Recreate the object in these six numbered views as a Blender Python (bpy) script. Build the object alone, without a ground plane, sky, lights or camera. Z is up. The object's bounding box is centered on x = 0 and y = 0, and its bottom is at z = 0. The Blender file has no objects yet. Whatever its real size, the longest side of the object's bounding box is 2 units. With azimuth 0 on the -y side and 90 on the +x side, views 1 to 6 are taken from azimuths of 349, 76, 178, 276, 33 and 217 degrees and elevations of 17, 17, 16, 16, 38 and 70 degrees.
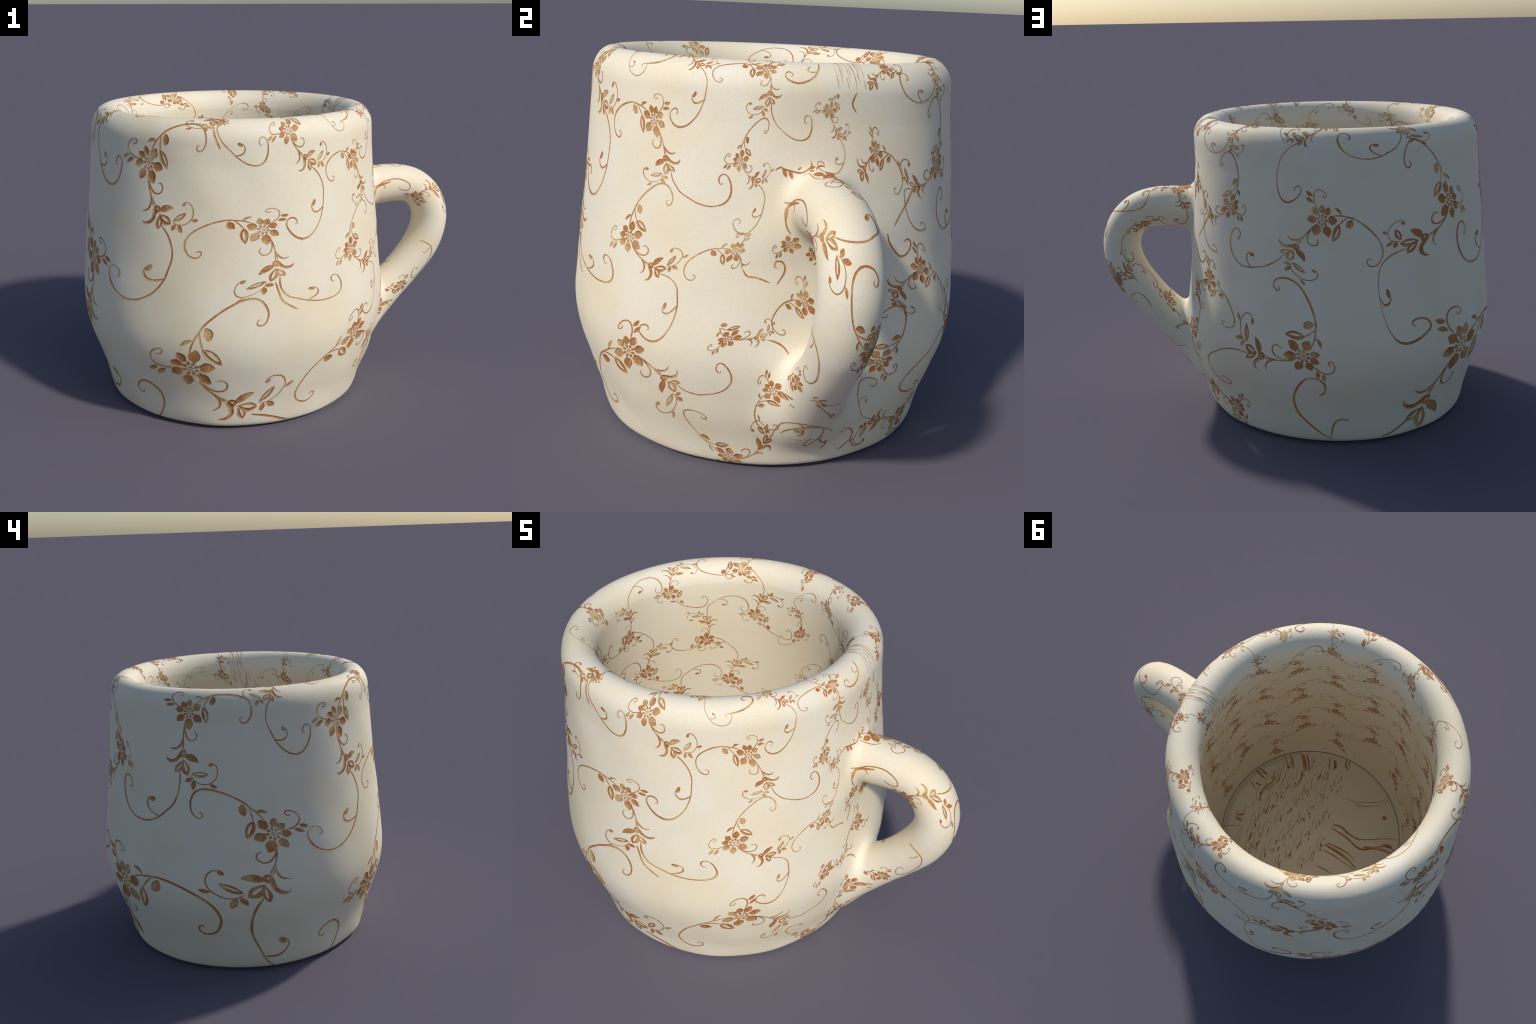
import math
import numpy as np

# ---------------------------------------------------------------- shape rules
AXIS_X = -0.205                      # the cup turns about this vertical axis
HEIGHT = 1.5023
# outer wall, foot to shoulder: (height, radius)
OUTER = [(0.0, 0.628), (0.012, 0.660), (0.035, 0.680), (0.10, 0.694), (0.18, 0.712),
         (0.28, 0.7455), (0.37, 0.777), (0.46, 0.793), (0.56, 0.7945), (0.70, 0.784),
         (0.90, 0.7615), (1.10, 0.7405), (1.30, 0.7205)]
RIM_R, RIM_A, RIM_B = 0.6355, 0.0795, 0.107      # rounded lip: an ellipse
INNER_R, FLOOR_Z = 0.556, 0.13
# lining, lip to floor: (height, radius) - it swells with the belly
INNER = [(1.375, 0.557), (1.30, 0.562), (1.18, 0.573), (1.02, 0.590), (0.82, 0.604), (0.62, 0.610), (0.45, 0.604),
         (0.32, 0.597), (0.22, 0.580), (0.15, 0.558)]
# handle spine: (x, z, half thickness, half width)
HANDLE_Y = 0.009
HANDLE = [(0.46, 1.036, 0.110, 0.112), (0.60, 1.043, 0.105, 0.109), (0.70, 1.048, 0.100, 0.106),
          (0.797, 1.027, 0.095, 0.104), (0.871, 0.962, 0.094, 0.104), (0.905, 0.870, 0.095, 0.104),
          (0.896, 0.774, 0.096, 0.104), (0.860, 0.687, 0.098, 0.102), (0.806, 0.609, 0.096, 0.101),
          (0.746, 0.536, 0.095, 0.101), (0.669, 0.456, 0.099, 0.108), (0.582, 0.366, 0.108, 0.122),
          (0.48, 0.262, 0.120, 0.140)]


def catmull(points, per=10, closed=False):
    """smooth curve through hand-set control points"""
    p = np.asarray(points, float)
    n = len(p)
    out = []
    last = n if closed else n - 1
    for i in range(last):
        if closed:
            a, b, c, d = p[(i - 1) % n], p[i], p[(i + 1) % n], p[(i + 2) % n]
        else:
            b, c = p[i], p[i + 1]
            a = p[i - 1] if i > 0 else 2 * b - c
            d = p[i + 2] if i + 2 < n else 2 * c - b
        t = (np.arange(per) / per)[:, None]
        out.append(0.5 * (2 * b + (c - a) * t + (2 * a - 5 * b + 4 * c - d) * t ** 2
                          + (3 * b - 3 * c + d - a) * t ** 3))
    if not closed:
        out.append(p[-1:])
    return np.concatenate(out)


def cup_profile():
    """(r, z) section of the cup from the foot, over the lip, to the middle of the inner floor"""
    outer = catmull([(r, z) for z, r in OUTER], 6)
    zc = HEIGHT - RIM_B
    lip = [(RIM_R + RIM_A * math.cos(a), zc + RIM_B * math.sin(a)) for a in np.linspace(0.12, math.pi - 0.1, 26)]
    wall = [tuple(p) for p in catmull([(r, z) for z, r in INNER], 4)]
    f = 0.007
    corner = [(INNER_R - 0.001 - f + f * math.cos(a), FLOOR_Z + f - f * math.sin(a)) for a in np.linspace(0, math.pi / 2, 6)]
    floor = [(r, FLOOR_Z) for r in np.linspace(INNER_R - 0.05, 0.0, 10)]
    return np.array(list(outer) + lip + wall + corner + floor)


PROFILE = cup_profile()
_seg = np.linalg.norm(np.diff(PROFILE, axis=0), axis=1)
PROFILE_S = np.concatenate([[0], np.cumsum(_seg)])       # running length along the section
SPINE = catmull(HANDLE, 6)
SPINE_T = np.concatenate([[0], np.cumsum(np.linalg.norm(np.diff(SPINE[:, :2], axis=0), axis=1))])


def polygon_distance(P, poly):
    a = poly
    b = np.roll(poly, -1, 0)
    best = np.full(len(P), 1e9)
    inside = np.zeros(len(P), bool)
    for p0, p1 in zip(a, b):
        e = p1 - p0
        w = P - p0
        L = e @ e
        if L < 1e-14:
            continue
        t = np.clip((w @ e) / L, 0, 1)
        d = ((w - t[:, None] * e) ** 2).sum(1)
        best = np.minimum(best, d)
        cond = (p0[1] > P[:, 1]) != (p1[1] > P[:, 1])
        if abs(e[1]) > 1e-12:
            xi = p0[0] + e[0] * (P[:, 1] - p0[1]) / e[1]
            inside ^= cond & (P[:, 0] < xi)
    return np.where(inside, -1, 1) * np.sqrt(best)


GR, GZ, GH = 260, 460, 0.004
_r = np.arange(GR) * GH
_z = np.arange(GZ) * GH - 0.15
_RR, _ZZ = np.meshgrid(_r, _z, indexing='ij')
_poly = np.vstack([[(-0.5, 0.0)], PROFILE, [(-0.5, FLOOR_Z)]])
BODY_GRID = polygon_distance(np.stack([_RR.ravel(), _ZZ.ravel()], 1), _poly).reshape(GR, GZ)


def body_distance(P):
    x, y, z = P[:, 0] - AXIS_X, P[:, 1], P[:, 2]
    r = np.hypot(x, y)
    th = np.arctan2(y, x)
    deg = np.degrees(th)
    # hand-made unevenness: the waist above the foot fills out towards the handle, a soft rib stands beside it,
    # the wall is pressed in where the handle was set on, and ripples a little all round
    toward = (0.5 + 0.5 * np.cos(th + 0.25)) ** 3
    out = r > 0.66 * np.clip((z + 0.3) / 0.4, 0.9, 1.0)
    dr = (0.017 * toward + 0.001) * np.exp(-((z - 0.225) / 0.10) ** 2)
    dr += 0.025 * np.exp(-((deg - 39) / 9.0) ** 2) * np.exp(-((z - 0.50) / 0.24) ** 4)
    dr -= 0.028 * np.exp(-(deg / 15.0) ** 2) * np.exp(-((z - 0.69) / 0.20) ** 4)
    dr -= 0.011 * np.exp(-((deg - 4) / 20.0) ** 2) * np.exp(-((z - 1.17) / 0.2) ** 4)
    dr -= 0.002 * np.cos(th + 2.9) * np.clip((z - 0.7) / 0.4, 0, 1)
    dr += 0.003 * np.exp(-((z - 0.5) / 0.12) ** 2)
    dr += 0.0016 * np.sin(13 * th + 4.0 * np.sin(4 * z)) * np.sin(8.5 * z + 2 * th) * np.clip((1.4 - z) / 0.1, 0, 1)
    dr += 0.0020 * (np.sin(3 * th + 4.1 * z + 0.6) + np.sin(7 * th - 3.3 * z + 2.0) * 0.8
                    + 0.6 * np.sin(11 * th + 6.0 * z) * np.sin(5.2 * z + th))
    dr = dr * np.clip((r - 0.645) / 0.03, 0, 1)
    dr += 0.011 * np.exp(-((deg - 18) / 34.0) ** 2) * np.exp(-((z - 0.68) / 0.48) ** 4) * np.clip((0.645 - r) / 0.02, 0, 1) * (z > FLOOR_Z)
    z = z - 0.02 * np.clip(((P[:, 0] - AXIS_X) * 0.7 + P[:, 1] * 0.7 + 0.1) / 0.3, 0, 1) * np.clip((0.545 - r) / 0.04, 0, 1) * (z < 0.25)
    rr = np.clip((r - dr) / GH, 0, GR - 1.001)
    zz = np.clip((z + 0.15) / GH, 0, GZ - 1.001)
    i, j = rr.astype(int), zz.astype(int)
    u, v = rr - i, zz - j
    g = BODY_GRID
    return (g[i, j] * (1 - u) + g[i + 1, j] * u) * (1 - v) + (g[i, j + 1] * (1 - u) + g[i + 1, j + 1] * u) * v


def handle_distance(P):
    best = np.full(len(P), 9.0)
    q = P[:, [0, 2]]
    for k in range(len(SPINE) - 1):
        a, b = SPINE[k], SPINE[k + 1]
        e = b[:2] - a[:2]
        t = np.clip(((q - a[:2]) @ e) / (e @ e), 0, 1)
        c = a[:2] + t[:, None] * e
        rin = a[2] + t * (b[2] - a[2])
        wid = a[3] + t * (b[3] - a[3])
        d = np.sqrt(((q - c) ** 2).sum(1) + ((P[:, 1] - HANDLE_Y) * rin / wid) ** 2) - rin
        best = np.minimum(best, d)
    return best


def cup_distance(P):
    """signed distance of cup and handle, melted into each other"""
    d = body_distance(P)
    near = P[:, 0] > 0.36
    if near.any():
        h = handle_distance(P[near])
        b = d[near]
        k = 0.05 + 0.04 * np.clip((0.55 - P[near, 2]) / 0.3, 0, 1)      # the lower joint melts more widely
        m = np.clip(0.5 + 0.5 * (h - b) / k, 0, 1)
        s = h * (1 - m) + b * m - k * m * (1 - m)
        w = np.clip((P[near, 0] - 0.36) / 0.08, 0, 1)
        d = d.copy()
        d[near] = b * (1 - w) + s * w
    return d


def cup_gradient(P, h=0.003):
    g = np.empty_like(P)
    for k in range(3):
        e = np.zeros(3)
        e[k] = h
        g[:, k] = (cup_distance(P + e) - cup_distance(P - e)) / (2 * h)
    return g


def settle(P, steps=3):
    """slide points onto the melted surface"""
    for _ in range(steps):
        g = cup_gradient(P)
        f = cup_distance(P)
        P = P - (f / np.maximum((g * g).sum(1), 0.2))[:, None] * g
    return P

# ---------------------------------------------------------------- clay body
import bpy
import bmesh


def mesh_object(name, verts, faces, parent=None, smooth=True):
    me = bpy.data.meshes.new(name)
    me.from_pydata([tuple(v) for v in verts], [], faces)
    me.update()
    if smooth:
        me.polygons.foreach_set("use_smooth", [True] * len(me.polygons))
    ob = bpy.data.objects.new(name, me)
    bpy.context.scene.collection.objects.link(ob)
    if parent is not None:
        ob.parent = parent
    return ob


def rough_union():
    """turned cup and swept handle, closed and overlapping, as one mesh"""
    verts, faces = [], []
    n = 128
    prof = [p for p in PROFILE if p[0] > 1e-6]
    m = len(prof)
    for r, z in prof:
        for i in range(n):
            a = 2 * math.pi * i / n
            verts.append((AXIS_X + r * math.cos(a), r * math.sin(a), z))
    for j in range(m - 1):
        for i in range(n):
            k = (i + 1) % n
            faces.append((j * n + i, j * n + k, (j + 1) * n + k, (j + 1) * n + i))
    faces.append(tuple(range(n - 1, -1, -1)))
    faces.append(tuple((m - 1) * n + i for i in range(n)))
    base = len(verts)
    q = 32
    for k in range(len(SPINE)):
        d = SPINE[min(k + 1, len(SPINE) - 1), :2] - SPINE[max(k - 1, 0), :2]
        d /= np.linalg.norm(d)
        nx, nz = -d[1], d[0]
        x, z, a, w = SPINE[k]
        for i in range(q):
            t = 2 * math.pi * i / q
            verts.append((x + nx * a * math.cos(t), HANDLE_Y + w * math.sin(t), z + nz * a * math.cos(t)))
    for k in range(len(SPINE) - 1):
        for i in range(q):
            j = (i + 1) % q
            faces.append((base + k * q + i, base + k * q + j, base + (k + 1) * q + j, base + (k + 1) * q + i))
    faces.append(tuple(base + i for i in range(q - 1, -1, -1)))
    faces.append(tuple(base + (len(SPINE) - 1) * q + i for i in range(q)))
    return mesh_object("rough_union", verts, faces)


def build_clay():
    ob = rough_union()
    bm = bmesh.new()
    bm.from_mesh(ob.data)
    bmesh.ops.recalc_face_normals(bm, faces=bm.faces)
    bm.to_mesh(ob.data)
    bm.free()
    mod = ob.modifiers.new("melt", 'REMESH')
    mod.mode = 'VOXEL'
    mod.voxel_size = 0.0095
    dg = bpy.context.evaluated_depsgraph_get()
    me = bpy.data.meshes.new_from_object(ob.evaluated_get(dg))
    bpy.data.objects.remove(ob)
    V = np.empty(len(me.vertices) * 3)
    me.vertices.foreach_get("co", V)
    V = settle(V.reshape(-1, 3), 4)
    V[:, 2] = np.maximum(V[:, 2], 0.0)
    g = cup_gradient(V)
    N = g / np.linalg.norm(g, axis=1)[:, None]
    # the waist above the foot is softly shaded: ease its normals
    wide = cup_gradient(V, 0.07)
    wide /= np.maximum(np.linalg.norm(wide, axis=1), 1e-6)[:, None]
    r = np.hypot(V[:, 0] - AXIS_X, V[:, 1])
    w = np.where(r > 0.62, np.clip((0.50 - V[:, 2]) / 0.12, 0, 1) * np.clip((V[:, 2] - 0.03) / 0.06, 0, 1), 0)[:, None]
    N = N * (1 - 0.75 * w) + wide * 0.75 * w
    N /= np.linalg.norm(N, axis=1)[:, None]
    F = [tuple(p.vertices) for p in me.polygons]
    bpy.data.meshes.remove(me)
    return V, N, F


def split_regions(V, N, F, parent):
    """cut the one smooth surface into named parts whose borders coincide"""
    hd = handle_distance(V) if len(V) else None
    bd = body_distance(V)
    r = np.hypot(V[:, 0] - AXIS_X, V[:, 1])
    is_handle = (V[:, 0] > 0.3) & (bd > 0.012) & (r > 0.6)
    is_floor = (r < INNER_R - 0.012) & (np.abs(V[:, 2] - FLOOR_Z - 0.01) < 0.03)
    tags = np.where(is_handle, 1, np.where(is_floor, 2, 0))
    groups = {0: [], 1: [], 2: []}
    for f in F:
        t = tags[list(f)]
        groups[int(t[0]) if (t == t[0]).all() else 0].append(f)
    made = {}
    for key, name in ((0, "cup_body"), (1, "handle"), (2, "inner_floor")):
        fs = groups[key]
        used = np.unique(np.array([i for f in fs for i in f]))
        remap = -np.ones(len(V), int)
        remap[used] = np.arange(len(used))
        ob = mesh_object(name, V[used], [tuple(int(remap[i]) for i in f) for f in fs], parent)
        ob.data.normals_split_custom_set_from_vertices([tuple(n) for n in N[used]])
        made[name] = ob
    return made

# ---------------------------------------------------------------- the floral motif
# One motif is drawn on a board (y downwards): its flower sits at BOARD_F with petals BOARD_R long,
# a nodding blossom hangs below it, a spray arches off to the right, a long vine sweeps down left.
# The wall repeats it, every second one mirrored, each bent to the place where it stands.
BOARD_F, BOARD_R = (697.0, 290.0), 115.0


def board(x, y):
    return ((x - BOARD_F[0]) / BOARD_R, (BOARD_F[1] - y) / BOARD_R)


def line(*pts):
    return [board(*p) for p in pts]


# landmarks of the motif that a placement may pin down
MARKS = {k: board(*v) for k, v in dict(
    F=(697, 290), J=(1060, 100), A=(1240, 352), T=(580, 75), B=(640, 760), K=(955, 1045),
    V=(285, 1365), S=(88, 965), C=(912, 815), M=(420, 1315), D=(360, 1135),
    L1=(918, 214), L2=(866, 402), E=(460, 182)).items()}


def strip(left, right, cols):
    """quad grid between two border lines, canonical 2D -> (points, rows, cols)"""
    left, right = np.asarray(left), np.asarray(right)
    t = np.linspace(0, 1, cols)
    return left[:, None, :] * (1 - t)[None, :, None] + right[:, None, :] * t[None, :, None]


def resample(c, n):
    s = np.concatenate([[0], np.cumsum(np.linalg.norm(np.diff(c, axis=0), axis=1))])
    u = np.linspace(0, s[-1], n)
    return np.stack([np.interp(u, s, c[:, 0]), np.interp(u, s, c[:, 1])], 1), s[-1]


def normals2(c):
    d = np.gradient(c, axis=0)
    d /= np.maximum(np.linalg.norm(d, axis=1), 1e-9)[:, None]
    return np.stack([-d[:, 1], d[:, 0]], 1)


PEN = 0.88            # stroke weight


def ribbon(pts, w0, w1, w2, step=0.16):
    """stroke of changing width (start, middle, end)"""
    c = catmull(pts, 8)
    L = np.linalg.norm(np.diff(c, axis=0), axis=1).sum()
    c, _ = resample(c, max(6, int(L / step)))
    n = normals2(c)
    t = np.linspace(0, 1, len(c))
    w = np.where(t < 0.5, w0 + (w1 - w0) * np.sin(t * np.pi), w2 + (w1 - w2) * np.sin(t * np.pi))
    w = w * PEN * np.clip(np.minimum(t, 1 - t) * 22 + 0.35, 0, 1)
    return [strip(c + n * w[:, None] / 2, c - n * w[:, None] / 2, 2)]


def leaf(base, tip, width, bend=0.0, hollow=0.0, round_at=0.5, skew=0.0, blunt=0.0):
    """pointed leaf from base to tip; hollow leaves are two blades round an open eye"""
    b, p = np.array(base), np.array(tip)
    d = p - b
    L = np.linalg.norm(d)
    nrm = np.array([-d[1], d[0]]) / L
    t = np.linspace(0, 1, 15)
    spine = b + d * t[:, None] + nrm * (bend * L * np.sin(np.pi * t) * (1 - 0.4 * t))[:, None] \
        + nrm * (-bend * 0.9 * L * np.clip(t - 0.72, 0, 1) ** 2 * 3)[:, None]
    n = normals2(spine)
    e = math.log(0.5) / math.log(round_at)
    w = width * L * np.sin(np.pi * t ** e) ** 0.8 * 0.5
    w = np.maximum(w, blunt * width * L * 0.5 * (t < 0.5))
    w[0] = max(w[0], 0.006 * L)
    w[-1] = 0.006 * L
    wl, wr = w * (1 + skew), w * (1 - skew)
    if hollow <= 0:
        return [strip(spine + n * wl[:, None], spine - n * wr[:, None], 5)]
    gap = hollow * w * np.clip((t - 0.14) * 6, 0, 1) * np.clip((0.84 - t) * 6, 0, 1)
    off = n * (0.12 * w)[:, None]
    return [strip(spine + n * wl[:, None], spine + off + n * gap[:, None], 3),
            strip(spine + off - n * gap[:, None], spine - n * wr[:, None], 3)]


def dot(c, r, k=1.2, ang=0.0):
    a = np.array([math.cos(ang), math.sin(ang)])
    t = np.linspace(0, 1, 9)
    n = np.array([-a[1], a[0]])
    x = np.asarray(c) + a * ((2 * t - 1) * r * k)[:, None]
    w = r * np.sqrt(np.maximum(1 - (2 * t - 1) ** 2, 0.02))
    return [strip(x + n * w[:, None], x - n * w[:, None], 4)]


def ring(c, r0, r1, n=17, stretch=1.0):
    a = np.linspace(0, 2 * np.pi, n)
    u = np.stack([np.cos(a), np.sin(a) * stretch], 1)
    return [strip(np.asarray(c) + u * r1, np.asarray(c) + u * r0, 2)]


def draw_flower():
    out = []
    # seven petals: (angle, reach, breadth)
    for a, reach, br in ((86, 1.16, .78), (122, 1.12, .80), (162, 1.18, .86), (214, 1.26, .84), (270, 1.52, .72),
                         (321, 1.36, .84), (34, 1.26, .90)):
        r = math.radians(a)
        k = np.array([math.cos(r), math.sin(r)])
        out += leaf(k * 0.52, k * reach, br, bend=0.05 if int(a) % 2 else -0.05, round_at=0.42, blunt=0.6)
    for i in range(8):                                   # inner rosette
        r = math.radians(22 + 45 * i)
        k = np.array([math.cos(r), math.sin(r)])
        out += leaf(k * 0.18, k * 0.50, 0.62, round_at=0.6)
    out += ring((0, 0), 0.07, 0.13, 13)
    return out


def draw_blossom():
    h = board(636, 690)
    out = ring(board(640, 697), 0.10, 0.30, 15, 1.15)
    out += dot(board(618, 706), 0.20, 1.3, math.radians(70))
    out += ribbon(line((632, 668), (606, 716), (572, 755), (530, 762), (495, 742), (481, 712)), 0.30, 0.34, 0.03, 0.1)
    out += leaf(board(655, 722), board(792, 788), 0.44, bend=0.10, round_at=0.42)
    out += leaf(board(632, 765), board(570, 876), 0.50, bend=0.06, hollow=0.28, round_at=0.55)
    out += leaf(board(643, 752), board(694, 914), 0.48, bend=-0.04, hollow=0.28, round_at=0.55)
    return out


def motif(skip=(), fine=1.0):
    """list of (kind, strips) in motif coordinates"""
    st = 0.16 * fine
    out = []
    if 'flower' not in skip:
        out.append(('flower', draw_flower()))
    if 'blossom' not in skip:
        out.append(('blossom', draw_blossom()))
    if 'arc' not in skip:                                 # arching spray vine with curled end
        out.append(('vine', ribbon(line((770, 203), (830, 160), (900, 128), (960, 107), (1060, 99), (1150, 108), (1230, 130),
                                        (1290, 168), (1325, 225), (1331, 292), (1312, 356), (1265, 395), (1226, 386),
                                        (1213, 355), (1232, 331), (1250, 345)), 0.09, 0.15, 0.10, st)))
    if 'spray' not in skip:
        if 'arc' in skip:
            out.append(('stem', ribbon(line((770, 203), (830, 160), (905, 126)), 0.08, 0.11, 0.06, st)))
        out.append(('stem', ribbon(line((905, 130), (875, 175), (850, 238)), 0.07, 0.10, 0.08, st)))
        out.append(('leaf', leaf(board(848, 232), board(866, 402), 0.40, bend=0.03, hollow=0.28, round_at=0.45)))
        out.append(('leaf', leaf(board(945, 124), board(918, 214), 0.66, bend=0.12, round_at=0.5)))
        out.append(('leaf', leaf(board(838, 150), board(756, 132), 0.30, bend=-0.12)))
    if 'tendril' not in skip:
        out.append(('tendril', ribbon(line((606, 224), (560, 193), (527, 145), (530, 100), (565, 76), (608, 74), (638, 90),
                                           (632, 110), (606, 112), (592, 97)), 0.10, 0.10, 0.08, st)))
    if 'pair' not in skip:
        out.append(('leaf', leaf(board(524, 162), board(448, 157), 0.42, bend=0.04)))
        out.append(('leaf', leaf(board(556, 209), board(474, 206), 0.38, bend=-0.04)))
    if 'stem' not in skip:
        out.append(('stem', ribbon(line((664, 383), (644, 450), (636, 540), (642, 655)), 0.11, 0.09, 0.10, st)))
        out.append(('stem', ribbon(line((650, 430), (637, 520), (626, 590), (625, 652)), 0.06, 0.07, 0.08, st)))
        out.append(('tendril', ribbon(line((653, 425), (656, 490), (676, 548), (715, 574), (752, 561), (769, 525),
                                           (758, 490), (738, 481)), 0.08, 0.13, 0.08, st)))
        out.append(('leaf', ribbon(line((630, 556), (612, 606), (580, 640), (545, 644), (510, 626)), 0.05, 0.19, 0.02, st)))
    if 'sprig' not in skip:
        out.append(('tendril', ribbon(line((722, 905), (745, 955), (795, 998), (860, 1010), (925, 996), (966, 950), (982, 890),
                                           (966, 828), (930, 798), (906, 806)), 0.06, 0.10, 0.09, st) + dot(board(914, 816), 0.17)))
        out.append(('leaf', leaf(board(728, 896), board(892, 914), 0.37, bend=-0.05, hollow=0.28)))
        out.append(('leaf', leaf(board(738, 942), board(671, 974), 0.64)))
        out.append(('leaf', leaf(board(748, 962), board(750, 1062), 0.46)))
        out.append(('leaf', leaf(board(908, 1010), board(980, 1047), 0.42, bend=-0.08)))
    if 'curl' in skip:                                    # long vine that breaks off before its curl
        out.append(('vine', ribbon(line((615, 865), (620, 980), (602, 1095), (560, 1195), (485, 1268), (410, 1330), (330, 1358)), 0.12, 0.17, 0.12, st)))
    elif 'vine' not in skip:                                # long sweeping vine with curled end
        out.append(('vine', ribbon(line((615, 865), (620, 980), (602, 1095), (560, 1195), (485, 1268), (410, 1330), (290, 1366),
                                        (170, 1332), (90, 1252), (42, 1140), (25, 1020), (40, 915), (85, 898), (122, 940),
                                        (133, 1000), (117, 1036), (99, 1008)), 0.12, 0.17, 0.10, st)))
    if 'vine' not in skip and 'twig' not in skip:
            out.append(('tendril', ribbon(line((424, 1318), (372, 1288), (328, 1244), (307, 1190), (312, 1135), (340, 1110)),
                                          0.13, 0.14, 0.09, st) + dot(board(361, 1138), 0.22)))
    return out


def bend_motif(kind, pins):
    """map from motif coordinates to the wall: turn and scale, then shear, then local pull to the pins"""
    src = np.array([MARKS[k] for k in pins])
    if kind == 'L':
        src = src * [-1, 1]
    dst = np.array([pins[k] for k in pins])
    n = len(src)
    z, w = src[:, 0] + 1j * src[:, 1], dst[:, 0] + 1j * dst[:, 1]
    zm, wm = z.mean(), w.mean()
    q = ((w - wm) * np.conj(z - zm)).sum() / (abs(z - zm) ** 2).sum()
    res = w - (wm + q * (z - zm))
    scale = abs(q)
    A = np.zeros((2, 2))
    if n >= 3:
        G = np.stack([src[:, 0] - zm.real, src[:, 1] - zm.imag], 1)
        R = np.stack([res.real, res.imag], 1)
        A = np.linalg.solve(G.T @ G + (6.0 if n > 6 else 25.0) * np.eye(2), G.T @ R)
        R = R - G @ A
        sg = 5.0
        slack = np.diag([{'V': 0.25, 'J': 0.25, 'T': 0.15}.get(k, 0.03) for k in pins])
        Kk = np.exp(-((src[:, None] - src[None]) ** 2).sum(2) / (2 * sg * sg))
        Wt = np.linalg.solve(Kk + slack, R)

    def warp(P):
        P = P * ([-1, 1] if kind == 'L' else [1, 1])
        zz = P[:, 0] + 1j * P[:, 1]
        o = wm + q * (zz - zm)
        out = np.stack([o.real, o.imag], 1)
        if n >= 3:
            out = out + np.stack([P[:, 0] - zm.real, P[:, 1] - zm.imag], 1) @ A
            Kp = np.exp(-((P[:, None] - src[None]) ** 2).sum(2) / (2 * sg * sg))
            out = out + Kp @ Wt
        return out
    return warp, scale, np.sqrt((abs(res) ** 2).mean()) / scale


def wall_point(th, s):
    r = np.interp(s, PROFILE_S, PROFILE[:, 0])
    z = np.interp(s, PROFILE_S, PROFILE[:, 1])
    return np.stack([AXIS_X + r * np.cos(th), r * np.sin(th), z], 1)


def handle_point(t, ph):
    x, z, a, w = (np.interp(t, SPINE_T, SPINE[:, k]) for k in range(4))
    e = 0.01
    dx = np.interp(t + e, SPINE_T, SPINE[:, 0]) - np.interp(t - e, SPINE_T, SPINE[:, 0])
    dz = np.interp(t + e, SPINE_T, SPINE[:, 1]) - np.interp(t - e, SPINE_T, SPINE[:, 1])
    L = np.hypot(dx, dz)
    return np.stack([x - dz / L * a * np.cos(ph), HANDLE_Y + w * np.sin(ph), z + dx / L * a * np.cos(ph)], 1)


PIECES = []          # (kind, where, list of point grids on the wall)
WALL_R, IN_R, HAND_R = 0.75, 0.56, 0.105


def place_motif(where, kind, pins, skip="", fine=1.0):
    """where: 'wall' or 'inside' with pins (degrees, run along the section), 'handle' with (run along spine, degrees)"""
    global PEN
    PEN = 0.72 if where == 'inside' else 0.88
    skip = skip.split()
    first = next(iter(pins.values()))
    P = {}
    for k, (a, b) in pins.items():
        if where == 'handle':
            P[k] = (math.radians(b) * HAND_R, -a)
        else:
            d = (a - first[0] + 180) % 360 - 180
            P[k] = (math.radians(first[0] + d) * (IN_R if where == 'inside' else WALL_R), b)
    warp, scale, err = bend_motif(kind, P)
    for name, strips in motif(skip, fine):
        grids = []
        for g in strips:
            q = warp(g.reshape(-1, 2))
            grids.append((q.reshape(g.shape)))
        PIECES.append((name, where, grids, scale))
    return err

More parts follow.
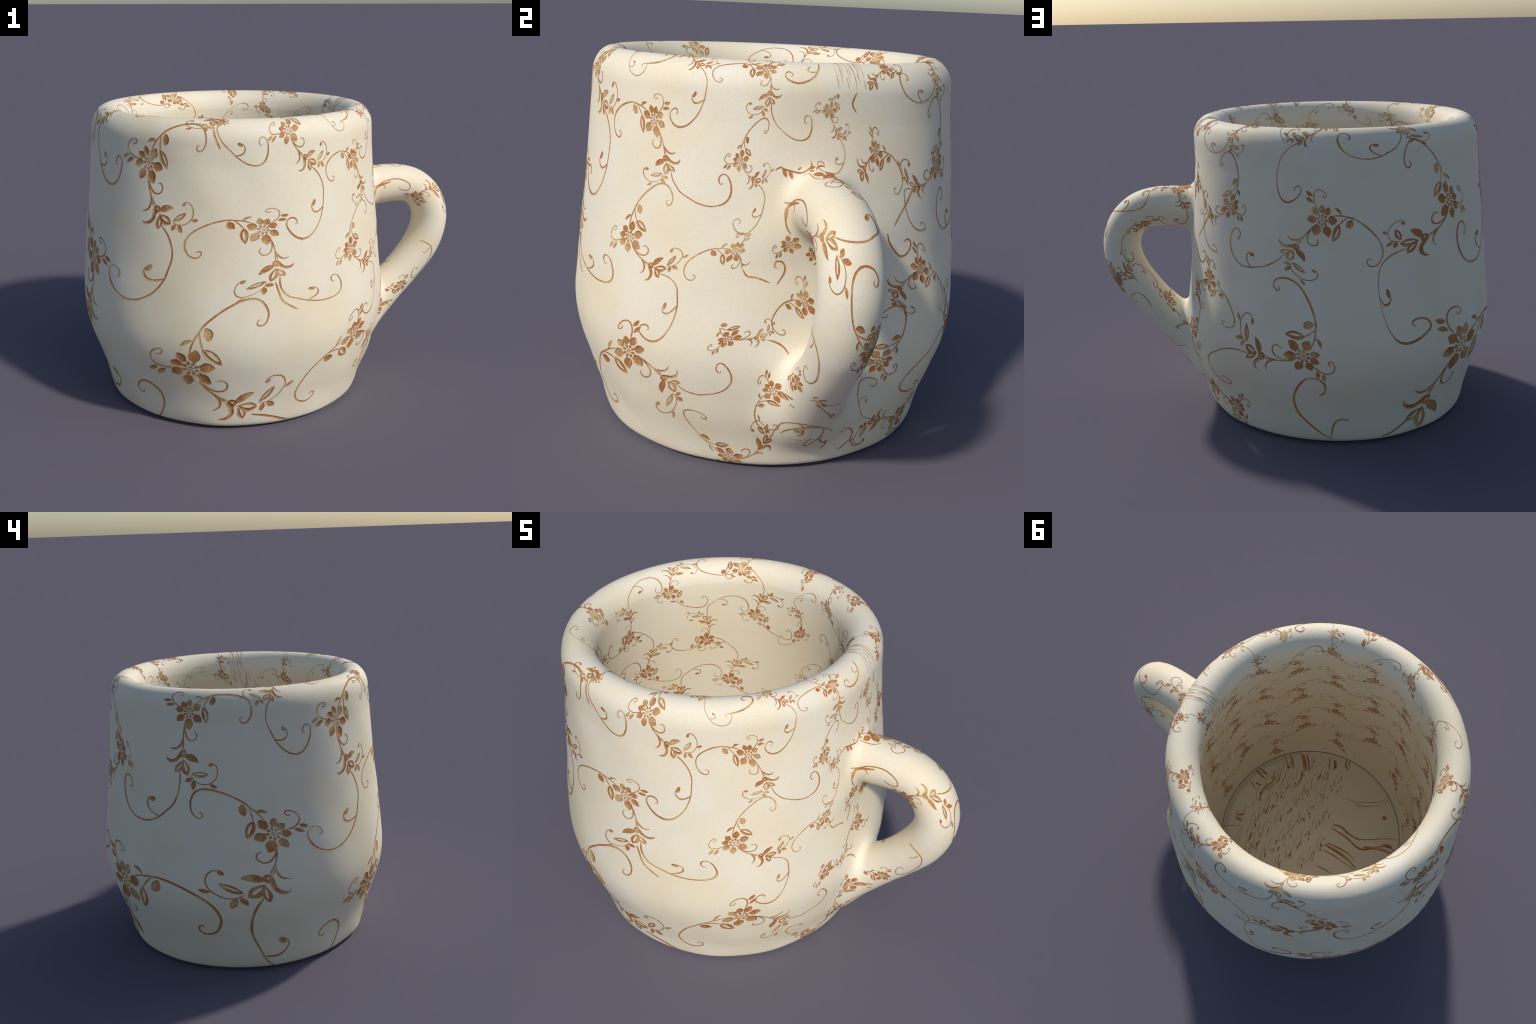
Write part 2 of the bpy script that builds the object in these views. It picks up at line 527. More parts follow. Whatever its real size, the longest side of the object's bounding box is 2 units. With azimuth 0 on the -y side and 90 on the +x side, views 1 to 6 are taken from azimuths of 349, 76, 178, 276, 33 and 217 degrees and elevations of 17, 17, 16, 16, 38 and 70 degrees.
# where each motif stands on the outer wall: hand, {landmark: (degrees round the axis, run up the section)}, parts left out
WALL_MOTIFS = [
    ('R', dict(F=(167.2, 1.453), J=(-178.5, 1.544), A=(-172.1, 1.419), T=(160.8, 1.554), B=(164.5, 1.218), K=(176.7, 1.086), V=(147.7, 0.885), S=(135.4, 1.059), C=(175.2, 1.198)), ''),
    ('L', dict(F=(-161.9, 0.83), J=(178.9, 1.08), A=(171, 0.947), T=(-155.3, 0.977), B=(-166.1, 0.592), K=(170.7, 0.559), C=(177.9, 0.652), M=(-166.4, 0.118), D=(-157.5, 0.21)), 'curl'),
    ('R', dict(F=(-130.3, 1.349), J=(-119.3, 1.52), A=(-110.9, 1.436), T=(-140.2, 1.487), B=(-126, 1.123), K=(-112.5, 1.107), C=(-115.6, 1.188), V=(-134.8, 0.704), S=(-146.2, 0.81), M=(-122.7, 0.837), D=(-128.7, 0.886)), ''),
    ('L', dict(F=(-88.4, 1.075), J=(-108, 1.12), A=(-111.1, 0.96), T=(-85.5, 1.159), B=(-84.7, 0.885), K=(-98.3, 0.73), C=(-95.3, 0.848), M=(-73.5, 0.729), D=(-71, 0.788), V=(-64.8, 0.682), S=(-61.8, 0.792)), ''),
    ('R', dict(F=(-114.4, 0.395), J=(-98.3, 0.725), A=(-90.9, 0.644), T=(-130.3, 0.511), B=(-97.3, 0.167), K=(-77.6, 0.294), C=(-87.2, 0.332)), 'vine twig'),
    ('R', dict(F=(-78.5, 1.504), T=(-85, 1.543), B=(-71.7, 1.368), K=(-62.1, 1.381), C=(-64.6, 1.433), V=(-74.6, 1.006), S=(-78.4, 1.089), M=(-65, 1.153), D=(-68.6, 1.181)), 'arc'),
    ('L', dict(B=(-105, 1.568), K=(-115.3, 1.521), C=(-114.1, 1.553), V=(-93.4, 1.334), S=(-88.3, 1.459), M=(-97.7, 1.401), D=(-96.3, 1.46)), 'flower arc stem tendril pair spray'),
    ('L', dict(B=(-160.3, 1.541), K=(-172.2, 1.53), C=(-167.9, 1.562), V=(-153.3, 1.216), S=(-146.1, 1.341), M=(-159.5, 1.305), D=(-155.9, 1.364), F=(-156.7, 1.649)), 'arc'),
    ('L', dict(F=(-46.5, 1.337), J=(-57.7, 1.403), A=(-60.1, 1.271), T=(-46.7, 1.433), B=(-41.3, 1.199), K=(-46.5, 1.115), C=(-48.4, 1.167), V=(-27.4, 1.076), S=(-24.9, 1.163), M=(-32.1, 1.082)), 'twig'),
    ('R', dict(F=(-52.3, 0.915), J=(-46, 1.113), A=(-40.2, 1.063), T=(-61.6, 0.922), B=(-43, 0.824), K=(-33.7, 0.886), C=(-37.7, 0.908), V=(-41.3, 0.548), S=(-44.6, 0.597), M=(-34.9, 0.726), D=(-39.1, 0.704)), ''),
    ('L', dict(F=(-50.1, 0.49), A=(-67.4, 0.179), J=(-74.7, 0.368), K=(-37.8, 0.244), C=(-43.2, 0.279), T=(-53.8, 0.597), B=(-38.6, 0.413), V=(-29, 0.369), M=(-25.2, 0.399), S=(-23.1, 0.499)), 'twig'),
    ('R', dict(B=(-34.6, 1.545), K=(-28.6, 1.545), V=(-36.3, 1.305), S=(-40.3, 1.364), M=(-30.9, 1.426), D=(-34.2, 1.448), F=(-38.4, 1.603)), 'arc spray'),
    ('L', dict(F=(-14.6, 1.534), J=(-25.7, 1.549), A=(-27.2, 1.493), B=(-14, 1.45), K=(-18.4, 1.376), C=(-18.9, 1.413), V=(-6.6, 1.313), S=(-3.5, 1.371)), 'twig'),
    ('R', dict(F=(-20.4, 1.225), J=(-17.9, 1.364), A=(-14.5, 1.332), T=(-25.9, 1.258), B=(-16.4, 1.171), K=(-11.8, 1.205), C=(-15.2, 1.224), M=(-14.6, 1.062), D=(-16.4, 1.07), V=(-17.7, 0.986)), ''),
    ('R', dict(F=(2.3, 1.403), T=(-2, 1.435), B=(5.3, 1.335), M=(7.5, 1.237), D=(4.9, 1.243), V=(4.3, 1.203), J=(6.2, 1.483), K=(8.4, 1.331)), 'arc'),
    ('L', dict(F=(-20.5, 0.925), J=(-30.5, 0.929), A=(-31.5, 0.822), T=(-20.6, 0.99), B=(-19.2, 0.852)), 'blossom sprig vine twig'),
    ('R', dict(F=(-21.4, 0.614), T=(-27.3, 0.585), B=(-13.6, 0.629), K=(-10.2, 0.672), C=(-12, 0.694), M=(-6.7, 0.59), V=(-6, 0.558)), 'arc vine twig'),
    ('L', dict(F=(-2, 0.743), J=(-7.1, 0.736), A=(-7.8, 0.652), T=(-5.6, 0.865)), 'vine twig sprig blossom'),
    ('R', dict(F=(-7, 0.956), T=(-11.3, 0.941), E=(-9.9, 0.907)), 'arc spray vine twig sprig stem'),
    ('L', dict(F=(-10.1, 0.431), J=(-14.7, 0.306), A=(-8.6, 0.28), T=(-12.4, 0.48)), 'vine twig sprig blossom'),
    ('R', dict(F=(-21.7, 0.075), J=(-34.8, 0.282), A=(-28.8, 0.265), B=(-11.3, 0.151), C=(-14.3, 0.234), M=(-4.9, 0.313), D=(-2.7, 0.287), V=(5.4, 0.284)), ''),
    ('R', dict(F=(39.5, 0.141), B=(26.5, 0.202), M=(16.4, 0.318), V=(14.5, 0.436), S=(18.7, 0.41), K=(17.2, 0.13), C=(23.7, 0.105), T=(51.1, 0.23)), 'arc'),
    ('L', dict(F=(19.6, 0.51), J=(28.3, 0.644), A=(21.2, 0.674), T=(27.4, 0.436)), 'vine twig sprig blossom'),
    ('R', dict(F=(16.5, 1.257), J=(24.5, 1.252), A=(23.7, 1.127), T=(17.2, 1.361), B=(13, 1.204)), 'vine twig sprig'),
    ('L', dict(F=(43.8, 1.185), J=(46.3, 1.408), A=(38.6, 1.381), T=(51.1, 1.207), B=(31.8, 1.128), M=(27.7, 1.079)), 'twig'),
    ('R', dict(F=(79.2, 1.163), J=(91.9, 1.173), A=(95.9, 0.978), T=(80.7, 1.313), B=(69.9, 1.032), K=(73.2, 0.887), C=(76.6, 0.935), V=(58.1, 0.923), S=(46.7, 1.068), M=(52.6, 0.93), D=(54.9, 0.995)), ''),
    ('L', dict(F=(128.7, 1.209), J=(116.6, 1.481), A=(110.9, 1.393), T=(135.2, 1.249), B=(116.4, 1.043), K=(101.1, 1.094), C=(106.2, 1.146), V=(108.8, 0.574), S=(115.1, 0.653), M=(101.8, 0.827), D=(94.4, 0.856)), ''),
    ('L', dict(F=(73, 0.54), J=(76.7, 0.811), A=(64.3, 0.851), T=(86.8, 0.507), B=(57.5, 0.515), K=(49.8, 0.685), C=(55.2, 0.699), V=(33.9, 0.417), S=(39.3, 0.32)), 'twig'),
    ('R', dict(F=(132.7, 0.501), T=(130.1, 0.705), B=(119.9, 0.191), J=(158.2, 0.612), A=(169.5, 0.308)), 'sprig vine twig'),
    ('R', dict(F=(34.1, 0.819), J=(47.1, 0.738), A=(43.7, 0.646), T=(35.4, 0.922), B=(24.5, 0.76), K=(28.2, 0.666), C=(30.5, 0.687)), 'vine twig'),
    ('R', dict(B=(43.4, 1.505), K=(45.9, 1.42), C=(49, 1.477), V=(30.6, 1.421), S=(26.6, 1.513), D=(32.9, 1.467), M=(34.2, 1.427), F=(47.3, 1.6)), 'arc'),
    ('L', dict(B=(73.1, 1.527), F=(80.8, 1.609), K=(64.9, 1.538), M=(63.1, 1.378), V=(66.8, 1.23), S=(70.6, 1.292)), 'arc twig'),
    ('R', dict(B=(110.3, 1.557), F=(115.1, 1.661), K=(117.1, 1.481), C=(119.2, 1.523), V=(94.4, 1.416), S=(87, 1.528), M=(100.6, 1.437), D=(97.8, 1.493)), ''),
    ('R', dict(F=(21, 1.548), B=(15.1, 1.499)), 'vine twig arc sprig'),
    ('R', dict(F=(-0.5, 0.917), B=(-3.6, 0.99)), 'vine twig arc sprig spray tendril pair stem blossom'),
]

# handle: {landmark: (run along the spine, degrees round it, 0 = outside)}
HANDLE_MOTIFS = [
    ('L', dict(F=(0.352, -111), B=(0.40, -62), D=(0.362, 28), M=(0.405, 46), V=(0.31, 60), S=(0.295, 29), K=(0.532, -24), C=(0.514, -50)), 'arc'),
    ('R', dict(F=(0.697, 38), J=(0.545, -22), A=(0.513, 26), L1=(0.629, 13), L2=(0.644, 43)), 'vine twig blossom sprig'),
    ('L', dict(F=(0.968, -79), L1=(1.043, -96), L2=(1.028, -72), E=(0.905, -82)), 'blossom sprig vine twig arc stem'),
    ('R', dict(F=(0.692, 46), B=(0.677, 95), M=(0.685, 134), V=(0.733, 153), D=(0.742, 139), C=(0.579, 93), K=(0.572, 106)), 'arc'),
    ('L', dict(F=(0.927, 139), L1=(1.008, 128), L2=(0.992, 147), E=(0.876, 142), T=(0.888, 127)), 'vine twig sprig blossom arc'),
    ('R', dict(F=(0.15, 27), B=(0.11, 74), M=(0.112, 131), V=(0.142, 160), D=(0.149, 118), T=(0.217, -10)), 'arc spray sprig'),
    ('L', dict(F=(0.35, 131), A=(0.606, 125), J=(0.494, 104), L1=(0.449, 112), L2=(0.427, 126)), 'vine twig blossom sprig'),
]
HANDLE_VINES = [
    ([(0.03, -85), (0.097, -83), (0.145, -71), (0.21, -67), (0.263, -75), (0.289, -88), (0.28, -102), (0.236, -101), (0.228, -93)], 0.0075),
    ([(0.105, -82), (0.13, -80), (0.15, -88), (0.137, -94)], 0.006),
    ([(0.70, -120), (0.698, -100), (0.702, -83), (0.717, -70), (0.740, -60), (0.771, -52), (0.824, -46), (0.863, -46), (0.896, -54), (0.901, -66),
      (0.887, -76), (0.858, -82), (0.840, -76), (0.850, -71)], 0.0075),
    ([(0.712, -81), (0.733, -82), (0.755, -88), (0.752, -93)], 0.006),
    ([(0.985, -36), (0.972, -22), (0.99, -8), (1.007, 8), (1.019, 32)], 0.006),
    ([(0.965, -30), (0.99, -20), (1.03, -6), (1.09, 14), (1.14, 25), (1.166, 48), (1.178, 75)], 0.005),
    ([(0.069, -32), (0.066, -22), (0.090, -20), (0.134, -17), (0.166, -7)], 0.005),
    ([(0.211, 20), (0.254, -1), (0.243, -16), (0.224, -19), (0.209, -10), (0.216, -4), (0.227, -9)], 0.005),
    ([(0.251, 26), (0.291, 23), (0.299, 34)], 0.006),
    ([(0.915, 81), (0.866, 88), (0.825, 86), (0.80, 75), (0.806, 66), (0.80, 56), (0.815, 39), (0.841, 42), (0.843, 58)], 0.006),
    ([(1.064, 124), (1.049, 121), (1.015, 125)], 0.006),
]
# loose vine ends on the wall, where the pattern breaks off
WALL_VINES = [
    ([(-84.9, 0.829), (-83.9, 0.784), (-82.6, 0.739), (-80.1, 0.713), (-77.2, 0.689)], 0.009),
    ([(-105.9, 1.541), (-105.4, 1.497), (-104.4, 1.462), (-103.1, 1.430)], 0.010),
    ([(0.0, 1.575), (-1.1, 1.530), (-3.1, 1.504), (-6.1, 1.491), (-8.7, 1.498), (-10.0, 1.515), (-9.1, 1.529), (-7.9, 1.521), (-8.3, 1.511)], 0.006),
    ([(-1.0, 1.532), (-3.0, 1.529), (-3.9, 1.542), (-2.7, 1.553)], 0.005),
    ([(-6.8, 0.993), (-8.0, 1.018), (-8.3, 1.060), (-7.8, 1.096), (-6.2, 1.124)], 0.007),
    ([(78.1, 0.326), (80.2, 0.347), (80.4, 0.398), (77.3, 0.431), (73.0, 0.412), (69.1, 0.313), (69.8, 0.214), (74.5, 0.139), (79.8, 0.082), (83.4, 0.057)], 0.011),
    ([(82.5, 0.076), (83.4, 0.145), (86.1, 0.179), (89.4, 0.172)], 0.010),
    ([(-18.8, 0.867), (-17.5, 0.842), (-15.0, 0.838), (-11.5, 0.821)], 0.006),
    ([(-9.7, 0.816), (-7.8, 0.859), (-8.3, 0.890), (-10.1, 0.896), (-10.6, 0.878), (-9.7, 0.870)], 0.006),
    ([(-11.8, 0.620), (-9.6, 0.613), (-7.4, 0.595), (-6.2, 0.571)], 0.006),
    ([(-133.8, 0.03), (-130.6, 0.09), (-128.8, 0.150), (-129.6, 0.215), (-134.5, 0.262), (-139.4, 0.240), (-141.3, 0.195), (-138.9, 0.178), (-138.0, 0.195)], 0.012),
    ([(116.3, 0.158), (112.9, 0.123), (108.0, 0.084), (103.2, 0.063)], 0.011),
    ([(-92.4, 0.120), (-84.6, 0.095), (-74.4, 0.041)], 0.012),
    ([(-52.3, 1.524), (-47.5, 1.537), (-44.2, 1.565), (-44.5, 1.590), (-46.8, 1.598), (-47.9, 1.581), (-46.7, 1.572)], 0.007),
    ([(10.0, 1.466), (8.8, 1.427), (10.2, 1.398)], 0.006),
    ([(-7.1, 0.246), (-5.8, 0.268), (-2.9, 0.291), (0.3, 0.302), (4.5, 0.277), (7.2, 0.240)], 0.007),
    ([(-2.9, 0.288), (-1.6, 0.265), (-2.1, 0.244), (-3.2, 0.251)], 0.006),
    ([(6.5, 0.121), (7.7, 0.140), (7.7, 0.176)], 0.006),
    ([(7.7, 0.153), (5.3, 0.178), (3.5, 0.220), (4.5, 0.221)], 0.006),
    ([(13.4, 0.096), (16.5, 0.122), (17.6, 0.148), (17.1, 0.181), (14.7, 0.205), (12.5, 0.205), (12.6, 0.191), (13.4, 0.189)], 0.007),
    ([(17.9, 0.127), (19.1, 0.100), (21.1, 0.090), (22.5, 0.103)], 0.006),
    ([(-11.5, 1.205), (-10.3, 1.217), (-8.8, 1.209), (-6.7, 1.204), (-4.9, 1.201), (-3.5, 1.209), (-1.9, 1.226), (-2.2, 1.242)], 0.006),
    ([(-0.7, 1.210), (-0.5, 1.220), (0.8, 1.228), (1.7, 1.222)], 0.005),
    ([(32.6, 1.129), (30.3, 1.115), (28.3, 1.079), (25.5, 1.037), (23.4, 1.002)], 0.007),
    ([(20.9, 0.979), (22.0, 0.939), (25.6, 0.888), (28.6, 0.892), (30.2, 0.924), (28.6, 0.945), (27.2, 0.937)], 0.007),
]
# loose leaves: place, base, tip, breadth
LOOSE_LEAVES = [
    ('handle', (0.085, -17), (0.102, 2), 0.8), ('handle', (0.150, -6), (0.095, 24), 0.5),
    ('handle', (0.237, 12), (0.263, 21), 0.5), ('handle', (0.220, 18), (0.224, 32), 0.4),
    ('handle', (0.985, -14), (1.01, -2), 0.5), ('handle', (0.975, -24), (0.955, -6), 0.35), ('handle', (1.0, -22), (1.02, -12), 0.5),
    ('handle', (0.965, -34), (0.945, -26), 0.4), ('handle', (1.10, 14), (1.125, 30), 0.4),
    ('wall', (-9.6, 1.211), (-8.6, 1.184), 0.45), ('wall', (-7.9, 1.205), (-7.1, 1.179), 0.45), ('wall', (-5.7, 1.209), (-4.6, 1.221), 0.35),
    ('wall', (-2.7, 1.216), (-0.9, 1.224), 0.4), ('wall', (-2.7, 1.209), (-1.3, 1.207), 0.5), ('wall', (6.8, 0.170), (7.8, 0.160), 0.7),
]

for hand, pins, skip in WALL_MOTIFS:
    place_motif('wall', hand, pins, skip)
for hand, pins, skip in HANDLE_MOTIFS:
    place_motif('handle', hand, pins, skip)


# landmarks of one lining motif, measured from its flower: (degrees, run)
LINING = {
    ('back', 'R'): dict(B=(-1.0, -0.12), V=(-15.5, -0.263), S=(-20.6, -0.19), D=(-9.5, -0.21), M=(-7.5, -0.243), A=(15.7, -0.034), J=(12.4, 0.056)),
    ('back', 'L'): dict(B=(-4.5, -0.095), A=(-18, 0.062), J=(-10.5, 0.115), V=(6, -0.26), S=(13, -0.21)),
    ('side', 'R'): dict(B=(1.0, -0.105), V=(-5.3, -0.252), S=(-9.4, -0.225), M=(3.2, -0.178), D=(-0.7, -0.20), A=(12.5, 0.064), K=(7.9, -0.128)),
    ('side', 'L'): dict(B=(0.3, -0.095), V=(3.7, -0.21), S=(8.5, -0.195), A=(-13.0, 0.06), K=(-4.0, -0.11)),
}


def inside_rows():
    """the lining repeats a smaller, upside-down motif: a slanted lattice opposite the handle-left, columns elsewhere"""
    for hand, t0, s0 in (('R', 134.6, 2.064), ('L', 153.4, 1.744)):
        for i in range(-2, 4):
            for j in range(-3, 4):
                t, s = t0 + 45 * i + 15.5 * j, s0 - 0.16 * i + 0.42 * j
                if 98 < t < 214 and 1.68 < s < 3.02:
                    yield 'back', hand, t, s
    cols = [(-131, 'R', 1.82), (-85, 'R', 1.88), (-45, 'R', 1.925), (-7, 'R', 1.98), (40, 'R', 1.95), (82, 'R', 1.95),
            (-103, 'L', 1.66), (-61, 'L', 1.71), (-23, 'L', 1.78), (18, 'L', 1.76), (62, 'L', 1.72)]
    for th, hand, s0 in cols:
        for k, ds in enumerate((0, 0.40, 0.80, 1.19)):
            if s0 + ds < 3.02:
                yield 'side', hand, th - 3 * k, s0 + ds


for region, hand, t, s in inside_rows():
    pins = {'F': (t, s)}
    for k, (dt, ds) in LINING[region, hand].items():
        pins[k] = (t + dt, s + ds)
    place_motif('inside', hand, pins, 'vine twig' if s < (1.77 if region == 'back' else 1.70) else '', 1.5)


def free_vine(where, pts, width, name='vine'):
    if where == 'handle':
        q = [(math.radians(b) * HAND_R, -a) for a, b in pts]
    else:
        q = [(math.radians(a) * WALL_R, b) for a, b in pts]
    PIECES.append((name, where, ribbon(q, width * 0.7, width, width * 0.6, 0.01), 0.05))


for pts, w in HANDLE_VINES:
    free_vine('handle', pts, w)


for where, b0, t0, wd in LOOSE_LEAVES:
    q = [(math.radians(p[1]) * HAND_R, -p[0]) if where == 'handle' else (math.radians(p[0]) * WALL_R, p[1]) for p in (b0, t0)]
    PIECES.append(('leaf', where, leaf(q[0], q[1], wd, 0.05), 0.05))
PEN = 1.0
for pts, w in WALL_VINES:
    free_vine('wall', pts, w)

# smeared strokes on the inner floor: [(x, y), ...], width
FLOOR_STREAKS = [
    ([(-0.238, -0.317), (-0.318, -0.330), (-0.343, -0.326), (-0.443, -0.402), (-0.471, -0.477)], 0.0020),
    ([(-0.312, -0.332), (-0.424, -0.414), (-0.459, -0.480)], 0.0020),
    ([(-0.280, -0.128), (-0.330, -0.148), (-0.393, -0.139), (-0.474, -0.144)], 0.0061),
    ([(-0.284, -0.108), (-0.392, -0.111), (-0.511, -0.105), (-0.611, -0.201), (-0.692, -0.217)], 0.0055),
    ([(-0.384, -0.138), (-0.476, -0.156), (-0.590, -0.246), (-0.660, -0.287)], 0.0027),
    ([(-0.510, -0.121), (-0.600, -0.171), (-0.676, -0.195)], 0.0082),
    ([(-0.596, -0.207), (-0.623, -0.213), (-0.655, -0.227)], 0.0109),
    ([(-0.311, 0.004), (-0.404, -0.005), (-0.489, -0.002), (-0.553, 0.015)], 0.0082),
    ([(-0.319, 0.037), (-0.406, 0.027), (-0.551, 0.027)], 0.0034),
    ([(-0.314, -0.014), (-0.445, -0.035), (-0.528, -0.020)], 0.0048),
    ([(-0.346, 0.141), (-0.455, 0.125)], 0.0034),
    ([(0.205, -0.344), (0.165, -0.320), (0.123, -0.270)], 0.0048),
    ([(0.140, -0.398), (0.095, -0.360), (0.059, -0.317)], 0.0068),
    ([(0.160, -0.396), (0.104, -0.354), (0.069, -0.309)], 0.0041),
    ([(0.122, -0.412), (0.072, -0.366), (0.044, -0.328)], 0.0055),
    ([(0.238, -0.314), (0.188, -0.292), (0.149, -0.250)], 0.0020),
    ([(-0.050, -0.485), (-0.086, -0.436)], 0.0095),
    ([(-0.002, -0.491), (-0.057, -0.402)], 0.0020),
    ([(-0.107, -0.527), (-0.127, -0.490), (-0.158, -0.477)], 0.0061),
    ([(-0.124, -0.540), (-0.147, -0.492)], 0.0034),
    ([(0.311, -0.131), (0.222, -0.115)], 0.0061),
    ([(0.299, -0.151), (0.228, -0.145)], 0.0082),
    ([(0.294, -0.050), (0.232, -0.027)], 0.0034),
    ([(0.263, -0.061), (0.218, -0.066)], 0.0055),
    ([(0.213, -0.191), (0.184, -0.131), (0.198, -0.040), (0.161, 0.024)], 0.0041),
    ([(0.175, -0.207), (0.158, -0.162), (0.170, -0.061)], 0.0027),
    ([(0.155, -0.246), (0.135, -0.190), (0.125, -0.117)], 0.0020),
    ([(0.076, -0.304), (0.048, -0.243), (0.047, -0.175)], 0.0048),
    ([(0.222, 0.195), (0.177, 0.182)], 0.0082),
    ([(0.222, 0.173), (0.191, 0.142)], 0.0048),
    ([(0.085, 0.203), (0.068, 0.268)], 0.0048),
    ([(0.027, 0.238), (-0.007, 0.289)], 0.0048),
    ([(0.146, 0.314), (0.153, 0.220)], 0.0020),
    ([(0.263, 0.290), (0.168, 0.215)], 0.0020),
    ([(0.065, 0.265), (-0.010, 0.287)], 0.0027),
    ([(-0.030, -0.359), (-0.036, -0.306)], 0.0055),
    ([(-0.067, -0.398), (-0.082, -0.340)], 0.0027),
]
for pts, w in FLOOR_STREAKS:
    PIECES.append(('streak', 'floor', ribbon(pts, w * 1.1, w * 2.0, w * 0.7, 0.012), 0.05))
PIECES.append(('streak', 'floor', dot((-0.513, -0.353), 0.011, 1.3, 0.4), 0.05))
ang = np.linspace(0, 2 * np.pi, 180)
rim_line = np.stack([AXIS_X + 0.545 * np.cos(ang), 0.545 * np.sin(ang)], 1)
PIECES.append(('floor_dark_ring', 'floor', [strip(rim_line, np.stack([AXIS_X + 0.5405 * np.cos(ang), 0.5405 * np.sin(ang)], 1), 2)], 0.05))
rng = np.random.default_rng(7)
e1, e2 = np.array([-0.111, -0.093]), np.array([0.011, 0.083])
grain_dir = np.array([-0.29, 0.957])
for i in range(-4, 6):
    for j in range(-4, 9):
        c = np.array([-0.028, -0.219]) + e1 * i + e2 * j
        # a slanting band of tiny squashed motifs
        u = (c - np.array([0.0, 0.06])) @ np.array([0.957, 0.29])
        if not (-0.30 < u < 0.16) or np.hypot(c[0] - AXIS_X, c[1]) > 0.5:
            continue
        dabs = []
        for _ in range(8):
            p = c + grain_dir * rng.normal(0, 0.028) + np.array([0.957, 0.29]) * rng.normal(0, 0.008)
            dabs += leaf(p, p + grain_dir * rng.uniform(0.014, 0.034) + rng.normal(0, 0.003, 2), rng.uniform(0.10, 0.24))
        q = c + np.array([0.957, 0.29]) * rng.uniform(0.012, 0.03)
        dabs += ribbon([q - grain_dir * 0.05, q + np.array([0.012, 0.0]), q + grain_dir * 0.05, q + grain_dir * 0.055 - np.array([0.014, 0.004])],
                       0.0012, 0.0022, 0.001, 0.012)
        PIECES.append(('streak', 'floor', dabs, 0.02))
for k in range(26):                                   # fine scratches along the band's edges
    side = 0.17 if k % 2 else 0.26
    q = np.array([side, 0.0]) * 1.0 + grain_dir * rng.uniform(-0.28, 0.22) + np.array([0.957, 0.29]) * rng.normal(-0.03, 0.03) + np.array([0.0, 0.06])
    if np.hypot(q[0] - AXIS_X, q[1]) < 0.48:
        PIECES.append(('streak', 'floor', ribbon([q, q + grain_dir * 0.03 + rng.normal(0, .003, 2), q + grain_dir * rng.uniform(0.05, 0.09)], 0.001, 0.0028, 0.001, 0.012), 0.02))

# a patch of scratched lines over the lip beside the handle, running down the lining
for k in range(13):
    a = 4.9 + 0.62 * k + rng.normal(0, 0.12)
    top = 1.735 + rng.uniform(-0.03, 0.05)
    s = 1.475 + 0.02 * (k % 4)
    while s < top:
        ln = rng.uniform(0.03, 0.10)
        m1 = a + rng.normal(0, 0.25)
        bow = 1.6 * max(0.0, 1.54 - s) * (-4)
        PIECES.append(('scratch', 'wall', ribbon([(math.radians(m1) * WALL_R, s), (math.radians(m1 - 0.25) * WALL_R, s + ln * 0.5),
                                                (math.radians(m1 - 0.5) * WALL_R, s + ln)], 0.0012, 0.0026, 0.001, 0.012), 0.02))
        s += ln + rng.uniform(0.0, 0.03)
for k in range(90):
    a, s = rng.uniform(-2, 16), rng.uniform(1.72, 2.75)
    ln = rng.uniform(0.04, 0.12)
    PIECES.append(('scratch', 'wall', ribbon([(math.radians(a) * WALL_R, s), (math.radians(a + rng.normal(0, 0.4)) * WALL_R, s + ln * 0.5),
                                            (math.radians(a - 0.5) * WALL_R, s + ln)], 0.001, 0.0022, 0.001, 0.012), 0.02))


def runs(ok):
    i = 0
    while i < len(ok):
        if ok[i]:
            j = i
            while j < len(ok) and ok[j]:
                j += 1
            if j - i >= 2:
                yield i, j
            i = j
        else:
            i += 1


